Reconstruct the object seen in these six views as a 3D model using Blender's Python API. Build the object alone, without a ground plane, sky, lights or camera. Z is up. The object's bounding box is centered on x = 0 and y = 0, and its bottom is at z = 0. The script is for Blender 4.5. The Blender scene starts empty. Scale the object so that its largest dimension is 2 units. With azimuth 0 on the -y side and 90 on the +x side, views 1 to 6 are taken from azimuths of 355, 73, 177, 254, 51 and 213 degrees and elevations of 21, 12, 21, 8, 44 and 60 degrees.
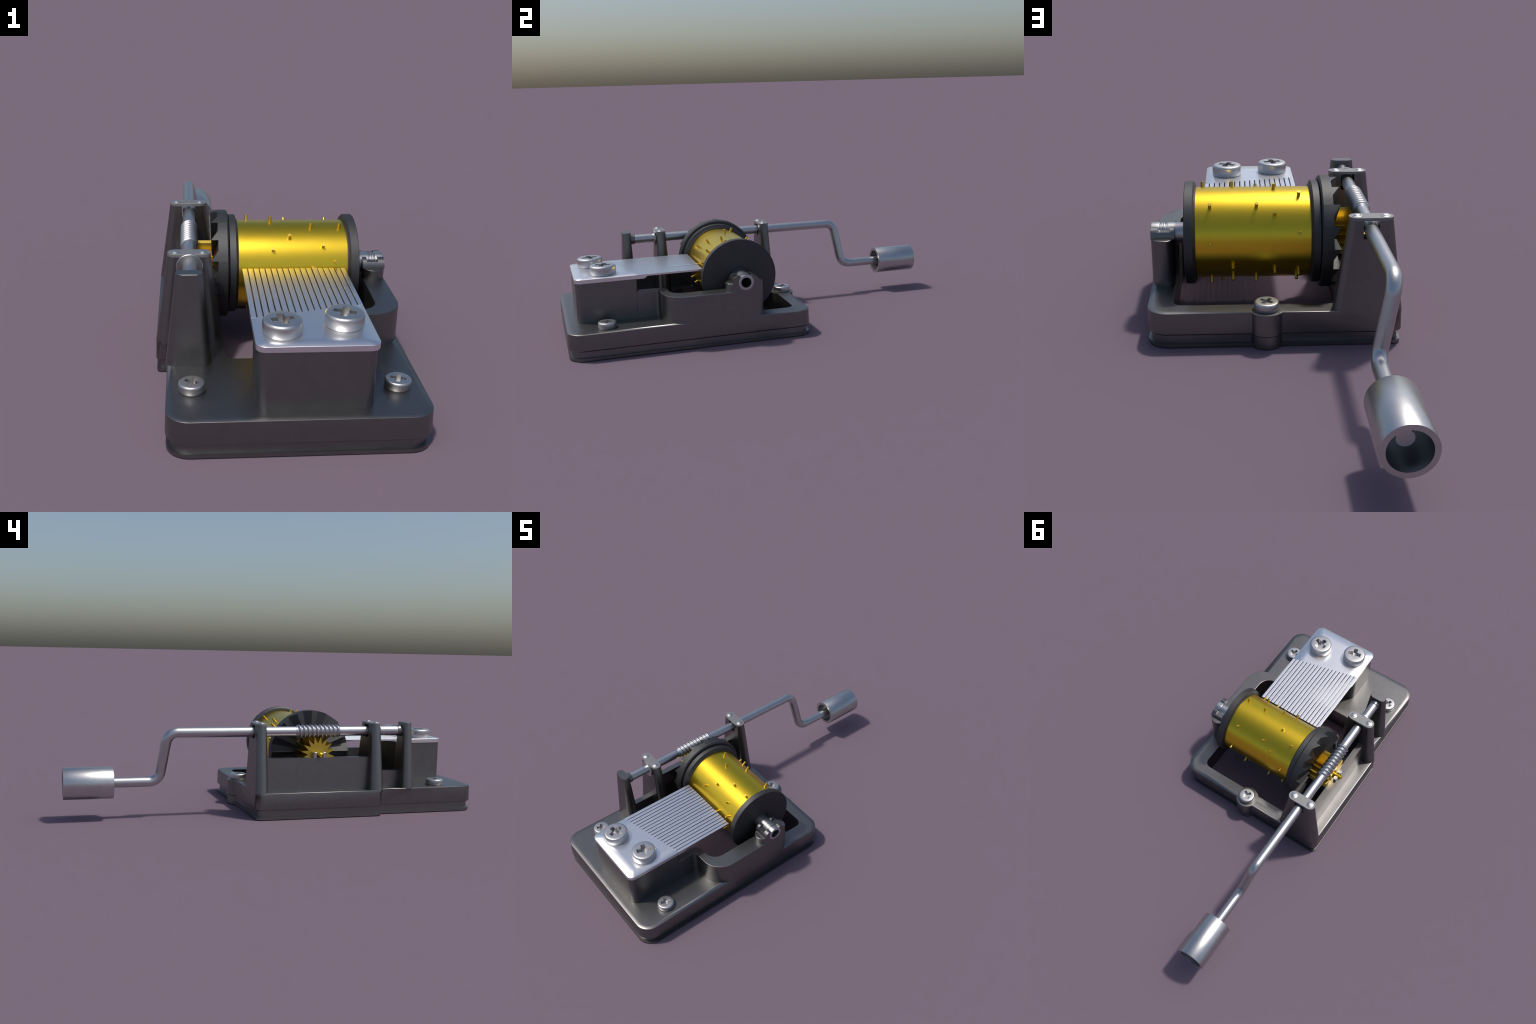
# Hand-cranked music box movement: cast frame, pinned drum, steel comb, worm drive, crank.
import bpy, bmesh, math
from math import sin, cos, pi, radians
from mathutils import Vector, Matrix

COL = bpy.context.scene.collection

# ------------------------------------------------------------------ materials
def metal(name, color, rough, metallic=1.0, var=0.04, scale=30.0, bump=0.0, stretch=(1, 1, 1), spec=0.5):
    m = bpy.data.materials.new(name)
    m.use_nodes = True
    nt = m.node_tree
    b = nt.nodes["Principled BSDF"]
    b.inputs["Metallic"].default_value = metallic
    b.inputs["Specular IOR Level"].default_value = spec
    tc = nt.nodes.new("ShaderNodeTexCoord")
    mp = nt.nodes.new("ShaderNodeMapping")
    mp.inputs["Scale"].default_value = stretch
    nz = nt.nodes.new("ShaderNodeTexNoise")
    nz.inputs["Scale"].default_value = scale
    nz.inputs["Detail"].default_value = 3
    nt.links.new(tc.outputs["Object"], mp.inputs["Vector"])
    nt.links.new(mp.outputs["Vector"], nz.inputs["Vector"])
    cr = nt.nodes.new("ShaderNodeValToRGB")
    cr.color_ramp.elements[0].position = 0.3
    cr.color_ramp.elements[1].position = 0.7
    cr.color_ramp.elements[0].color = tuple(c * (1 - var) for c in color) + (1,)
    cr.color_ramp.elements[1].color = tuple(min(1, c * (1 + var)) for c in color) + (1,)
    nt.links.new(nz.outputs["Fac"], cr.inputs["Fac"])
    nt.links.new(cr.outputs["Color"], b.inputs["Base Color"])
    mr = nt.nodes.new("ShaderNodeMapRange")
    mr.inputs["To Min"].default_value = rough - 0.006
    mr.inputs["To Max"].default_value = rough + 0.006
    nt.links.new(nz.outputs["Fac"], mr.inputs["Value"])
    nt.links.new(mr.outputs["Result"], b.inputs["Roughness"])
    return m

M_CAST = metal("cast_gunmetal", (0.20, 0.197, 0.195), 0.38)
M_PLATE = metal("bridge_sheet", (0.24, 0.24, 0.24), 0.55, metallic=0.6)
M_STEEL = metal("brushed_steel", (0.53, 0.53, 0.53), 0.36)
M_WORM = metal("worm_steel", (0.46, 0.46, 0.47), 0.44)  # rod steel darkened and roughened to dim the sun's reflection on the thread
M_SCREW = metal("screw_steel", (0.56, 0.55, 0.545), 0.38)
M_COMB = metal("comb_spring_steel", (0.87, 0.87, 0.89), 0.32, var=0.015)
M_GOLD = metal("drum_brass", (0.80, 0.555, 0.040), 0.32, var=0.015)
M_PIN = metal("pin_brass", (0.64, 0.46, 0.075), 0.42, var=0.02)
M_DARK = metal("black_plastic", (0.095, 0.095, 0.096), 0.60, metallic=1.0)

# ------------------------------------------------------------------ helpers
def make(name, verts, faces, mat=None, smooth=35, weighted=True):
    me = bpy.data.meshes.new(name)
    me.from_pydata([tuple(v) for v in verts], [], faces)
    me.validate()
    bm = bmesh.new(); bm.from_mesh(me)
    bmesh.ops.remove_doubles(bm, verts=bm.verts, dist=1e-6)
    bmesh.ops.recalc_face_normals(bm, faces=bm.faces)
    bm.to_mesh(me); bm.free()
    o = bpy.data.objects.new(name, me)
    COL.objects.link(o)
    if mat: me.materials.append(mat)
    shade(o, smooth, weighted)
    return o

def shade(o, ang=35, weighted=True):
    me = o.data
    me.polygons.foreach_set("use_smooth", [True] * len(me.polygons))
    me.set_sharp_from_angle(angle=radians(ang))
    if weighted and not any(m.type == 'WEIGHTED_NORMAL' for m in o.modifiers):
        w = o.modifiers.new("wn", 'WEIGHTED_NORMAL')
        w.keep_sharp = True
        w.weight = 90

def edge_marks(o, sharp=None, smooth=None):
    """Set or clear sharp edges where both end points satisfy the given test."""
    me = o.data
    for e in me.edges:
        p, q = (me.vertices[i].co for i in e.vertices)
        if sharp and sharp(p) and sharp(q): e.use_edge_sharp = True
        if smooth and smooth(p) and smooth(q): e.use_edge_sharp = False

def loft(name, loops, mat=None, caps=True, closed=False, smooth=35, weighted=True):
    n = len(loops[0]); V = []; F = []
    for L in loops: V += L
    m = len(loops)
    for i in range(m if closed else m - 1):
        a = i * n; b = ((i + 1) % m) * n
        for j in range(n):
            k = (j + 1) % n
            F.append((a + j, a + k, b + k, b + j))
    if caps and not closed:
        F.append(tuple(range(n))[::-1]); F.append(tuple((m - 1) * n + j for j in range(n)))
    return make(name, V, F, mat, smooth, weighted)

def rpoly(corners, inset=0.0, seg=8):
    """Closed rounded polygon (counter-clockwise). corners = (x, y, radius); inset moves it inward."""
    n = len(corners); pts = []
    P = [Vector(c[:2]) for c in corners]
    N = []
    for i in range(n):
        d = (P[(i + 1) % n] - P[i]).normalized()
        N.append(Vector((-d.y, d.x)))
    Q = []
    for i in range(n):
        n0, n1 = N[i - 1], N[i]
        s = n0 + n1
        Q.append(P[i] + s * (inset / (1 + n0.dot(n1))))
    for i in range(n):
        a, b, c = Q[i - 1], Q[i], Q[(i + 1) % n]
        u = (a - b).normalized(); v = (c - b).normalized()
        d0 = -u
        turn = d0.x * v.y - d0.y * v.x
        r = corners[i][2]
        r = max(0.0005, r - inset) if turn > 0 else r + inset
        if corners[i][2] <= 0: pts += [(b.x, b.y)]; continue
        half = math.acos(max(-1, min(1, u.dot(v)))) / 2
        t = r / math.tan(half)
        bis = (u + v).normalized(); ctr = b + bis * (r / sin(half))
        p0 = b + u * t - ctr; p1 = b + v * t - ctr
        a0 = math.atan2(p0.y, p0.x); a1 = math.atan2(p1.y, p1.x)
        da = (a1 - a0 + pi) % (2 * pi) - pi
        for k in range(seg + 1):
            g = a0 + da * k / seg
            pts.append((ctr.x + r * cos(g), ctr.y + r * sin(g)))
    return pts

def prism(name, corners, levels, mat=None, seg=8):
    return loft(name, [[(x, y, z) for x, y in rpoly(corners, ins, seg)] for z, ins in levels], mat)

def stadium(cx, cy, hx, hy, z, seg=10):
    L = []
    for k in range(seg + 1):
        a = -pi / 2 + pi * k / seg
        L.append((cx + hx - hy + hy * cos(a), cy + hy * sin(a), z))
    for k in range(seg + 1):
        a = pi / 2 + pi * k / seg
        L.append((cx - hx + hy + hy * cos(a), cy + hy * sin(a), z))
    return L

def box(name, x0, x1, y0, y1, z0, z1, mat=None):
    return loft(name, [[(x0, y0, z), (x1, y0, z), (x1, y1, z), (x0, y1, z)] for z in (z0, z1)], mat)

def lathe(name, prof, axis, center, mat=None, seg=32, closed=False, caps=True, smooth=35, weighted=True):
    """prof = (t along axis, radius)."""
    loops = []
    for t, r in prof:
        L = []
        for k in range(seg):
            a = 2 * pi * k / seg
            p = {'x': (t, r * cos(a), r * sin(a)), 'y': (r * sin(a), t, r * cos(a)), 'z': (r * cos(a), r * sin(a), t)}[axis]
            L.append(tuple(p[i] + center[i] for i in range(3)))
        loops.append(L)
    return loft(name, loops, mat, caps=caps, closed=closed, smooth=smooth, weighted=weighted)

def boolean(o, op, others):
    for b in others:
        md = o.modifiers.new("b", 'BOOLEAN')
        md.operation = op; md.solver = 'EXACT'; md.object = b
    wn = [m for m in o.modifiers if m.type == 'WEIGHTED_NORMAL']
    for m in wn: o.modifiers.remove(m)
    dg = bpy.context.evaluated_depsgraph_get(); dg.update()
    me = bpy.data.meshes.new_from_object(o.evaluated_get(dg))
    o.modifiers.clear()
    old = o.data; o.data = me; me.name = old.name
    for b in others: bpy.data.objects.remove(b)
    bm = bmesh.new(); bm.from_mesh(me)
    bmesh.ops.remove_doubles(bm, verts=bm.verts, dist=2e-5)
    bmesh.ops.dissolve_degenerate(bm, edges=bm.edges, dist=1e-6)
    bm.to_mesh(me); bm.free()
    return o

def empty(name, parent=None, loc=(0, 0, 0)):
    e = bpy.data.objects.new(name, None); COL.objects.link(e); e.location = loc
    e.empty_display_size = 0.1
    if parent: e.parent = parent
    return e

def child(o, p):
    o.parent = p
    o.matrix_parent_inverse = Matrix.Identity(4) if p.type == 'EMPTY' else p.matrix_world.inverted()
    return o

ROOT = empty("music_box_movement")
ROOT["label"] = "hand-cranked music box movement with brass pin drum and steel comb"
ROOT["category"] = "music box"

# ------------------------------------------------------------------ dimensions
XP, XN, XF = 0.4235, -0.4235, -0.3835        # body sides: right, left rear, left front
YF, YB, YSTEP = -1.0, 0.148, -0.481
XW = 0.4210                               # right face of the raised wall (body has a little draft)
ZB = 0.122                                # deck height
AY, AZ = -0.179, 0.2895                   # drum axis (along x)
SX, SZ, SR = -0.306, 0.3965, 0.0235       # crank shaft axis (along y)

# ------------------------------------------------------------------ cast frame
body = prism("base_frame", [(XP, YF, .075), (XP, YB, .072), (XN, YB, .03), (XN, YSTEP, .018), (XF, YSTEP, .006), (XF, YF, .075)],
             [(0, .0025), (.0115, .0025), (.0118, .0135), (.042, .0135), (.0424, .006), (.047, .0007), (.050, 0), (.1208, .0025), (.1214, .0032), (ZB, .024)], seg=8)
hole = prism("cut", [(.337, .08, .035), (-.235, .08, .02), (-.235, -.36, .02), (-.19, -.44, .03), (-.19, -.62, .03),
                     (.202, -.62, .008), (.202, -.518, .045), (.337, -.518, .06)], [(-.05, 0), (.2, 0)])
boolean(body, 'DIFFERENCE', [hole])

boss = lathe("boss", [(0, .0572), (.0115, .0572), (.0118, .0555), (.042, .0555), (.0424, .0575), (.0455, .059), (.1206, .059), (.1216, .0584), (.1221, .054)], 'z', (.027, .1155, 0), seg=40)
wall = prism("wall", [(.2388, -.70, 0), (.2388, -.56, .02), (XW, -.56, .11), (XW, -.19, 0), (.337, -.19, 0), (.337, -.518, .06), (.202, -.518, .045), (.202, -.70, 0)],
             [(.10, 0), (.2455, 0), (.248, .001), (.249, .0035)], seg=9)
post_b = loft("pb", [[(x, y, z) for (y, x, _) in stadium(AY, XW - .0415, .0895 - i, .0415 - i, 0)] for z, i in ((.10, 0), (.286, 0), (.288, .002))])
# saddle that carries the axle: rounded hump with two prongs
prof = [(-.245, .27), (-.115, .27)]
hump = []
for k in range(9):
    a = pi - (pi / 2) * k / 8 * 1.15
    hump.append((-.2125 + .0305 * cos(a), .2895 + .031 * sin(a)))
hump_l = [(-.243, .2865)] + hump
hump_r = [(2 * AY - y, z) for y, z in hump_l][::-1]
saddle_prof = hump_l + [(AY - .02, .300), (AY + .02, .300)] + hump_r
saddle = loft("sd", [[(x, y, z) for y, z in saddle_prof] for x in (.3385, XW - .0003)])
recess = box("rc", .355, .396, -.30, -.05, .3095, .40)
boolean(saddle, 'DIFFERENCE', [recess])
block = prism("block", [(-.113, -.943, .03), (.240, -.943, .03), (.240, -.6525, .012), (-.113, -.7415, .03)], [(.10, 0), (.3115, 0)])
def shaft_post(cyb, hyb, cyt, hyt):
    L = [stadium(-.306, cyb, .1172, hyb, .112)]
    L.append(stadium(-.307, cyt, .0725, hyt, .428))
    o = loft("sp", L)
    cut = box("c", -.332, -.281, cyt - .1, cyt + .1, .368, .6)
    return boolean(o, 'DIFFERENCE', [cut])
post_r = shaft_post(.1165, .031, .111, .024)
post_f = shaft_post(-.4565, .0365, -.457, .024)
post_e = loft("pe", [stadium(-.3105, -.6355, .0765, .0325, .112), stadium(-.3075, -.635, .0435, .0213, .435), stadium(-.3075, -.635, .042, .0198, .437)])
gwall = loft("gw", [[(-.364, -.455, .10), (-.327, -.455, .10), (-.327, .11, .10), (-.364, .11, .10)],
                    [(-.358, -.455, .276), (-.327, -.455, .276), (-.327, .11, .276), (-.358, .11, .276)]])
lwall = box("lw", -.32, -.29, -.63, -.455, .10, .20)
lip = loft("lip", [[(x, .10, 0.0005), (x, .10, .115), (x, .0805, .115), (x, .048, .0115), (x, .047, .0005)] for x in (-.24, .345)])
boolean(body, 'UNION', [lip])
boolean(body, 'UNION', [boss, wall, post_b])
boolean(body, 'UNION', [saddle, block])
boolean(body, 'UNION', [gwall, lwall, post_r, post_f, post_e])

bore = lathe("bore", [(.30, .03), (.60, .03)], 'x', (0, AY, AZ), seg=32)
boolean(body, 'DIFFERENCE', [bore])

def yroot(x): return -.748 + (x + .102) * (.084 / .332)   # slanted line of the tooth roots

def region(c):
    x, y, z = c
    if z < ZB + .0006: return "base_frame"
    if x > .19:
        if y < yroot(x) + .0105 and x < .2405: return "comb_block"
        if y > -.2695 and x > .336 and (.2492 < z or y > -.19): return "bearing_post"
        return "side_wall"
    if x < -.17:
        if y > .086: return "shaft_post"
        if y < -.60: return "end_post"
        if -.4960 < y < -.4180 and not (-.3595 < x < -.326 and y > -.4245 and z < .277): return "shaft_post.001"
        if y < -.45: return "low_wall"
        return "gear_wall"
    return "comb_block"

bm = bmesh.new(); bm.from_mesh(body.data)
bmesh.ops.bisect_plane(bm, geom=bm.verts[:] + bm.edges[:] + bm.faces[:], dist=1e-5, plane_co=(0, 0, ZB + .0004), plane_no=(0, 0, 1))
bmesh.ops.bisect_plane(bm, geom=[g for g in bm.verts[:] + bm.edges[:] + bm.faces[:] if not isinstance(g, bmesh.types.BMFace) or g.calc_center_median().x > .19],
                       dist=1e-5, plane_co=(0, 0, .2491), plane_no=(0, 0, 1))
bm.to_mesh(body.data); bm.free()
names = []
for p in body.data.polygons:
    r = region(p.center)
    if r not in names: names.append(r)
src = body.data
BASE = None
parts = {}
for r in ["base_frame"] + [n for n in names if n != "base_frame"]:
    bm = bmesh.new(); bm.from_mesh(src)
    kill = [f for f in bm.faces if region(f.calc_center_median()) != r]
    bmesh.ops.delete(bm, geom=kill, context='FACES')
    nm = r.split('.')[0]
    me = bpy.data.meshes.new(nm); bm.to_mesh(me); bm.free()
    o = bpy.data.objects.new(nm, me); COL.objects.link(o)
    me.materials.clear(); me.materials.append(M_CAST)
    shade(o, 32, weighted=(r != "base_frame"))
    if r == "base_frame":
        edge_marks(o, sharp=lambda p: abs(p.z - .1208) < 2e-5, smooth=lambda p: abs(p.z - .1214) < 2e-5)
    parts[r] = o
bpy.data.objects.remove(body)
BASE = parts["base_frame"]; BASE.name = "base_frame"
child(BASE, ROOT)
for r, o in parts.items():
    if r != "base_frame": child(o, BASE)

# ------------------------------------------------------------------ screws
def screw_mesh(name, R, H, arm, w, depth):
    e = R * .17
    prof = [(-.004, R * .9), (.001, R * .955), (.004, R), (H - e, R)]
    for k in range(1, 6):
        a = pi / 2 * k / 5
        prof.append((H - e + e * sin(a), R - e + e * cos(a)))
    o = lathe(name, prof, 'z', (0, 0, 0), M_SCREW, seg=40)
    c = []
    for k in range(4):
        a = k * pi / 2
        for px, py in ((w, -w), (arm, -w * .92), (arm, w * .92)):
            c.append((px * cos(a) - py * sin(a), px * sin(a) + py * cos(a)))
    cut = loft("x", [[(x * s, y * s, z) for x, y in c] for z, s in ((H - depth, .97), (H + .01, 1.0))])
    boolean(o, 'DIFFERENCE', [cut])
    o.data.materials.clear(); o.data.materials.append(M_SCREW)
    shade(o, 28, weighted=False)
    return o
big = screw_mesh("comb_screw", .061, .044, .0355, .0115, .027)
small = screw_mesh("base_screw", .042, .029, .0242, .0079, .019)
for m, spots in ((big, [(-.035, -.851, .332, 12), (.159, -.806, .332, -21)]),
                 (small, [(-.302, -.815, ZB, -26), (.339, -.818, ZB, -19), (.027, .118, ZB, 53)])):
    for i, (x, y, z, a) in enumerate(spots):
        o = m if i == 0 else m.copy()
        if i: COL.objects.link(o)
        o.location = (x, y, z); o.rotation_euler = (0, 0, radians(a))
        child(o, ROOT)

# ------------------------------------------------------------------ comb
CX0, CX1, CT, CB, CTH = -.120, .247, .332, .312, .3235
NT = 18; PITCH = .0207; SLOT = .0042; S0 = -.1010
def plate_loop(inset, z):
    pts = rpoly([(CX0, -.945, .032), (CX1, -.945, .032), (CX1, -.5, 0), (CX0, -.5, 0)], inset)
    return [(x, (yroot(x) if y > -.6 else y), z) for x, y in pts]
comb = loft("comb", [plate_loop(.001, CB), plate_loop(0, CB + .001), plate_loop(0, CT - .0014), plate_loop(.0009, CT - .0004), plate_loop(.055, CT)], M_COMB, weighted=False)
edge_marks(comb, sharp=lambda p: abs(p.z - CT + .0014) < 1e-5, smooth=lambda p: abs(p.z - CT + .0004) < 1e-5)
child(comb, ROOT)
for k in range(NT):
    xa = CX0 if k == 0 else S0 + PITCH * (k - 1) + SLOT / 2
    xb = CX1 if k == NT - 1 else S0 + PITCH * k - SLOT / 2
    lift = .003 if k == 12 else 0.0
    L = []
    for x, drop in ((xa, .0004), (xa + .0004, 0), (xb - .0004, 0), (xb, .0004)):
        y0 = yroot(x)
        ys = -.694 + (x + .12) * (.069 / .367); ye = -.674 + (x + .12) * (.064 / .367)
        up = []; lo = []
        for i in range(9):
            y = -.60 + (.252 * i / 8); t = (i / 8) ** 2
            dy = .002 if lift and i == 8 else 0
            up.append((x, y + dy, CT - drop + lift * t)); lo.append((x, y + dy, CTH + lift * t))
        L.append([(x, y0, CB), (x, y0, CT - drop)] + up + lo[::-1] + [(x, ye, CTH - .0005), (x, ys, CB)])
    child(loft("comb_tooth", L, M_COMB, smooth=50), comb)

# ------------------------------------------------------------------ drum
drum = lathe("drum_sleeve", [(-.137, .150), (-.137, .160), (.266, .160), (.266, .150)], 'x', (0, AY, AZ), M_GOLD, seg=64)
DRUM = empty("pin_drum", ROOT)
child(drum, DRUM)
end_disc = lathe("end_disc", [(.262, .120), (.262, .1655), (.2655, .1655), (.2655, .172), (.268, .1785), (.2715, .182), (.298, .182), (.300, .180), (.300, .05), (.2975, .047), (.2975, .03)],
                 'x', (0, AY, AZ), M_DARK, seg=32)
child(end_disc, DRUM)
collar = lathe("drum_collar", [(-.131, .120), (-.131, .1655), (-.134, .168), (-.137, .1785), (-.140, .182), (-.162, .182), (-.164, .180), (-.164, .12)], 'x', (0, AY, AZ), M_DARK, seg=32)
child(collar, DRUM)
# crown gear: ring with 16 saw teeth on its outer face
V = []; F = []
NG, TP = 16, 22.5
RO, RI = .1985, .070
XB, XV, XT = -.166, -.204, -.229
angs = []
for k in range(NG):
    th = radians(TP * k)
    # tip, slope down over half a pitch, flat to the next step
    angs += [(th, XT), (th - radians(TP * .25), (XT + XV) / 2), (th - radians(TP * .5), XV), (th - radians(TP * .75), XV), (th - radians(TP - .01), XV)]
angs.sort(key=lambda q: -q[0])
loops = []
def ring(r, xs):
    return [(xs[i], AY + r * cos(a), AZ + r * sin(a)) for i, (a, _) in enumerate(angs)]
flat = [XB] * len(angs)
tips = [x for _, x in angs]
inner = [XV + (XT - XV) * (.55 + .25 * (x - XV) / (XT - XV)) for x in tips]
gear = loft("crown_gear", [ring(.09, [XB + .002] * len(angs)), ring(RO - .006, [XB] * len(angs)), ring(RO, [XB - .005] * len(angs)), ring(RO, tips), ring(RI, inner)], M_DARK, smooth=20)
child(gear, DRUM)
# pins
PINS = [(.212, 4), (-.091, 16.5), (-.008, 40.3), (.054, 51.3), (.212, 50.3), (-.092, 68), (-.008, 87), (.137, 105.5), (.241, 106.5),
        (.053, 125.5), (.173, 138.3), (-.008, 142.9), (.217, 158.6), (.137, 166), (.208, -171), (.212, -63), (.055, -56), (.136, -51),
        (-.085, -50), (-.091, -39.6), (-.008, -35.3), (.136, -26.8), (-.05, -158), (-.008, -151), (.095, -112), (.173, -85), (-.091, -100), (.054, -135)]
pin0 = lathe("drum_pin", [(.150, .0058), (.1788, .0058), (.179, .0056)], 'z', (0, 0, 0), M_PIN, seg=16)
for i, (x, a) in enumerate(PINS):
    p = pin0 if i == 0 else pin0.copy()
    if i: COL.objects.link(p)
    p.location = (x, AY, AZ)
    p.rotation_euler = (radians(a - 90), 0, 0)
    child(p, DRUM)
axle = lathe("drum_axle", [(.27, .0368), (.364, .0368), (.366, .0362), (.3675, .0335), (.3725, .0335), (.374, .0362), (.3765, .0366), (.379, .0362), (.3805, .0338),
                           (.382, .0362), (.3845, .0366), (.387, .0362), (.3885, .0335), (.3905, .0335), (.392, .0358), (.395, .0372),
                           (.4195, .0372), (.4225, .0362), (.424, .0340), (.424, .0245), (.4225, .0235), (.29, .0235)], 'x', (0, AY, AZ), M_STEEL, seg=32)
child(axle, DRUM)

# ------------------------------------------------------------------ pinion with its pegs
star = []
for k in range(16):
    a = radians(8.8 + 22.5 * k)
    star.append((AY - .001 + .0845 * cos(a), AZ + .0845 * sin(a)))
    a += radians(11.25)
    star.append((AY - .001 + .050 * cos(a), AZ + .050 * sin(a)))
pinion = loft("pinion", [[(x, y, z) for y, z in star] for x in (-.327, -.206)], M_PIN, smooth=20)
child(pinion, ROOT)
rod = lathe("pinion_axle", [(-.371, .004), (-.369, .0085), (-.365, .0115), (-.30, .0115)], 'x', (0, AY - .001, AZ), M_GOLD, seg=16)
child(rod, pinion)
peg = lathe("axle_peg", [(.27, .0117), (.2995, .0117), (.301, .0105)], 'z', (0, 0, 0), M_STEEL, seg=16)
for i, y in enumerate((-.158, -.2025)):
    p = peg if i == 0 else peg.copy()
    if i: COL.objects.link(p)
    p.location = (-.3455, y, 0)
    child(p, BASE)

# ------------------------------------------------------------------ bridges and rivets
plate0 = loft("bridge_plate", [stadium(0, 0, .0725, .026, -.0100), stadium(0, 0, .0725, .026, -.0005), stadium(0, 0, .072, .0255, 0)], M_PLATE)
rv = lathe("rivet", [(-.002, .0172), (.0008, .0172), (.0018, .0160), (.0022, .0125), (.0042, .0115), (.0056, .0085), (.0062, .004)], 'z', (0, 0, 0), M_SCREW, seg=24)
for i, y in enumerate((.110, -.459)):
    pl = plate0 if i == 0 else plate0.copy()
    if i: COL.objects.link(pl)
    pl.location = (-.307, y, .4385)
    child(pl, ROOT)
    for j, x in enumerate((-.046, .046)):
        r = rv if (i, j) == (0, 0) else rv.copy()
        if (i, j) != (0, 0): COL.objects.link(r)
        r.location = (x, 0, 0)
        r.parent = pl

# ------------------------------------------------------------------ crank
CRANK = empty("crank", ROOT)
def sweep(name, path, r, mat, seg=20):
    loops = []
    up = Vector((1, 0, 0))
    for i, p in enumerate(path):
        t = (path[min(i + 1, len(path) - 1)] - path[max(i - 1, 0)]).normalized()
        u = (up - t * up.dot(t)).normalized(); v = t.cross(u)
        loops.append([tuple(p + (u * cos(2 * pi * k / seg) + v * sin(2 * pi * k / seg)) * r) for k in range(seg)])
    return loft(name, loops, mat, smooth=40)
def fillet(a, b, c, R, n=10):
    u = (a - b).normalized(); v = (c - b).normalized()
    half = math.acos(u.dot(v)) / 2
    t = R / math.tan(half); ctr = b + (u + v).normalized() * (R / sin(half))
    p0 = b + u * t - ctr; p1 = b + v * t - ctr
    ang = p0.angle(p1)
    return [ctr + (p0 * sin(ang * (1 - k / n)) + p1 * sin(ang * k / n)) / sin(ang) for k in range(n + 1)]
HX, HZ = -.2615, .1675
A = Vector((SX, -.595, SZ)); B = Vector((SX, .5355, SZ)); C = Vector((HX, .571, HZ)); D = Vector((HX, .945, HZ))
path = [A] + fillet(A, B, C, .052) + fillet(B, C, D, .052) + [D]
child(sweep("crank_rod", path, SR, M_STEEL), CRANK)
# worm thread
V = []; F = []
WY0, WY1, WP, NS = -.290, -.070, .0212, 40
rows = int((WY1 - WY0) / WP * 12)
loops = []
for i in range(rows + 1):
    y = WY0 + (WY1 - WY0) * i / rows
    fade = min(1, min(i, rows - i) / 5)
    L = []
    for k in range(NS):
        a = 2 * pi * k / NS           # a = 0 up, 90 deg = +x
        ph = 2 * pi * y / WP - a
        h = .5 + .5 * cos(ph)
        r = SR + .0004 + (.0078 * h ** .8) * fade
        L.append((SX + r * sin(a), y, SZ + r * cos(a)))
    loops.append(L)
child(loft("worm_thread", loops, M_WORM, smooth=60), CRANK)
child(lathe("thrust_collar", [(-.4915, .020), (-.4915, .0435), (-.490, .045), (-.485, .045), (-.484, .044), (-.484, .02)], 'y', (SX, 0, SZ), M_STEEL, seg=40), CRANK)
child(lathe("shaft_bushing", [(-.622, .02), (-.622, .0265), (-.594, .0265), (-.592, .025), (-.592, .02)], 'y', (SX, 0, SZ), M_CAST, seg=28), CRANK)
# handle: open tube with an inner web
handle = lathe("handle", [(.85, .0567), (.779, .0567), (.779, .0718), (.7798, .0722), (.9992, .0722), (1.0, .0718), (1.0, .0567), (.87, .0567), (.87, .02), (.85, .02)],
               'y', (HX, 0, HZ), M_STEEL, seg=40, closed=True, smooth=40, weighted=False)
def handle_r(p): return math.hypot(p.x - HX, p.z - HZ)
edge_marks(handle, sharp=lambda p: abs(handle_r(p) - .0718) < 1e-4, smooth=lambda p: abs(handle_r(p) - .0722) < 1e-4)
child(handle, CRANK)
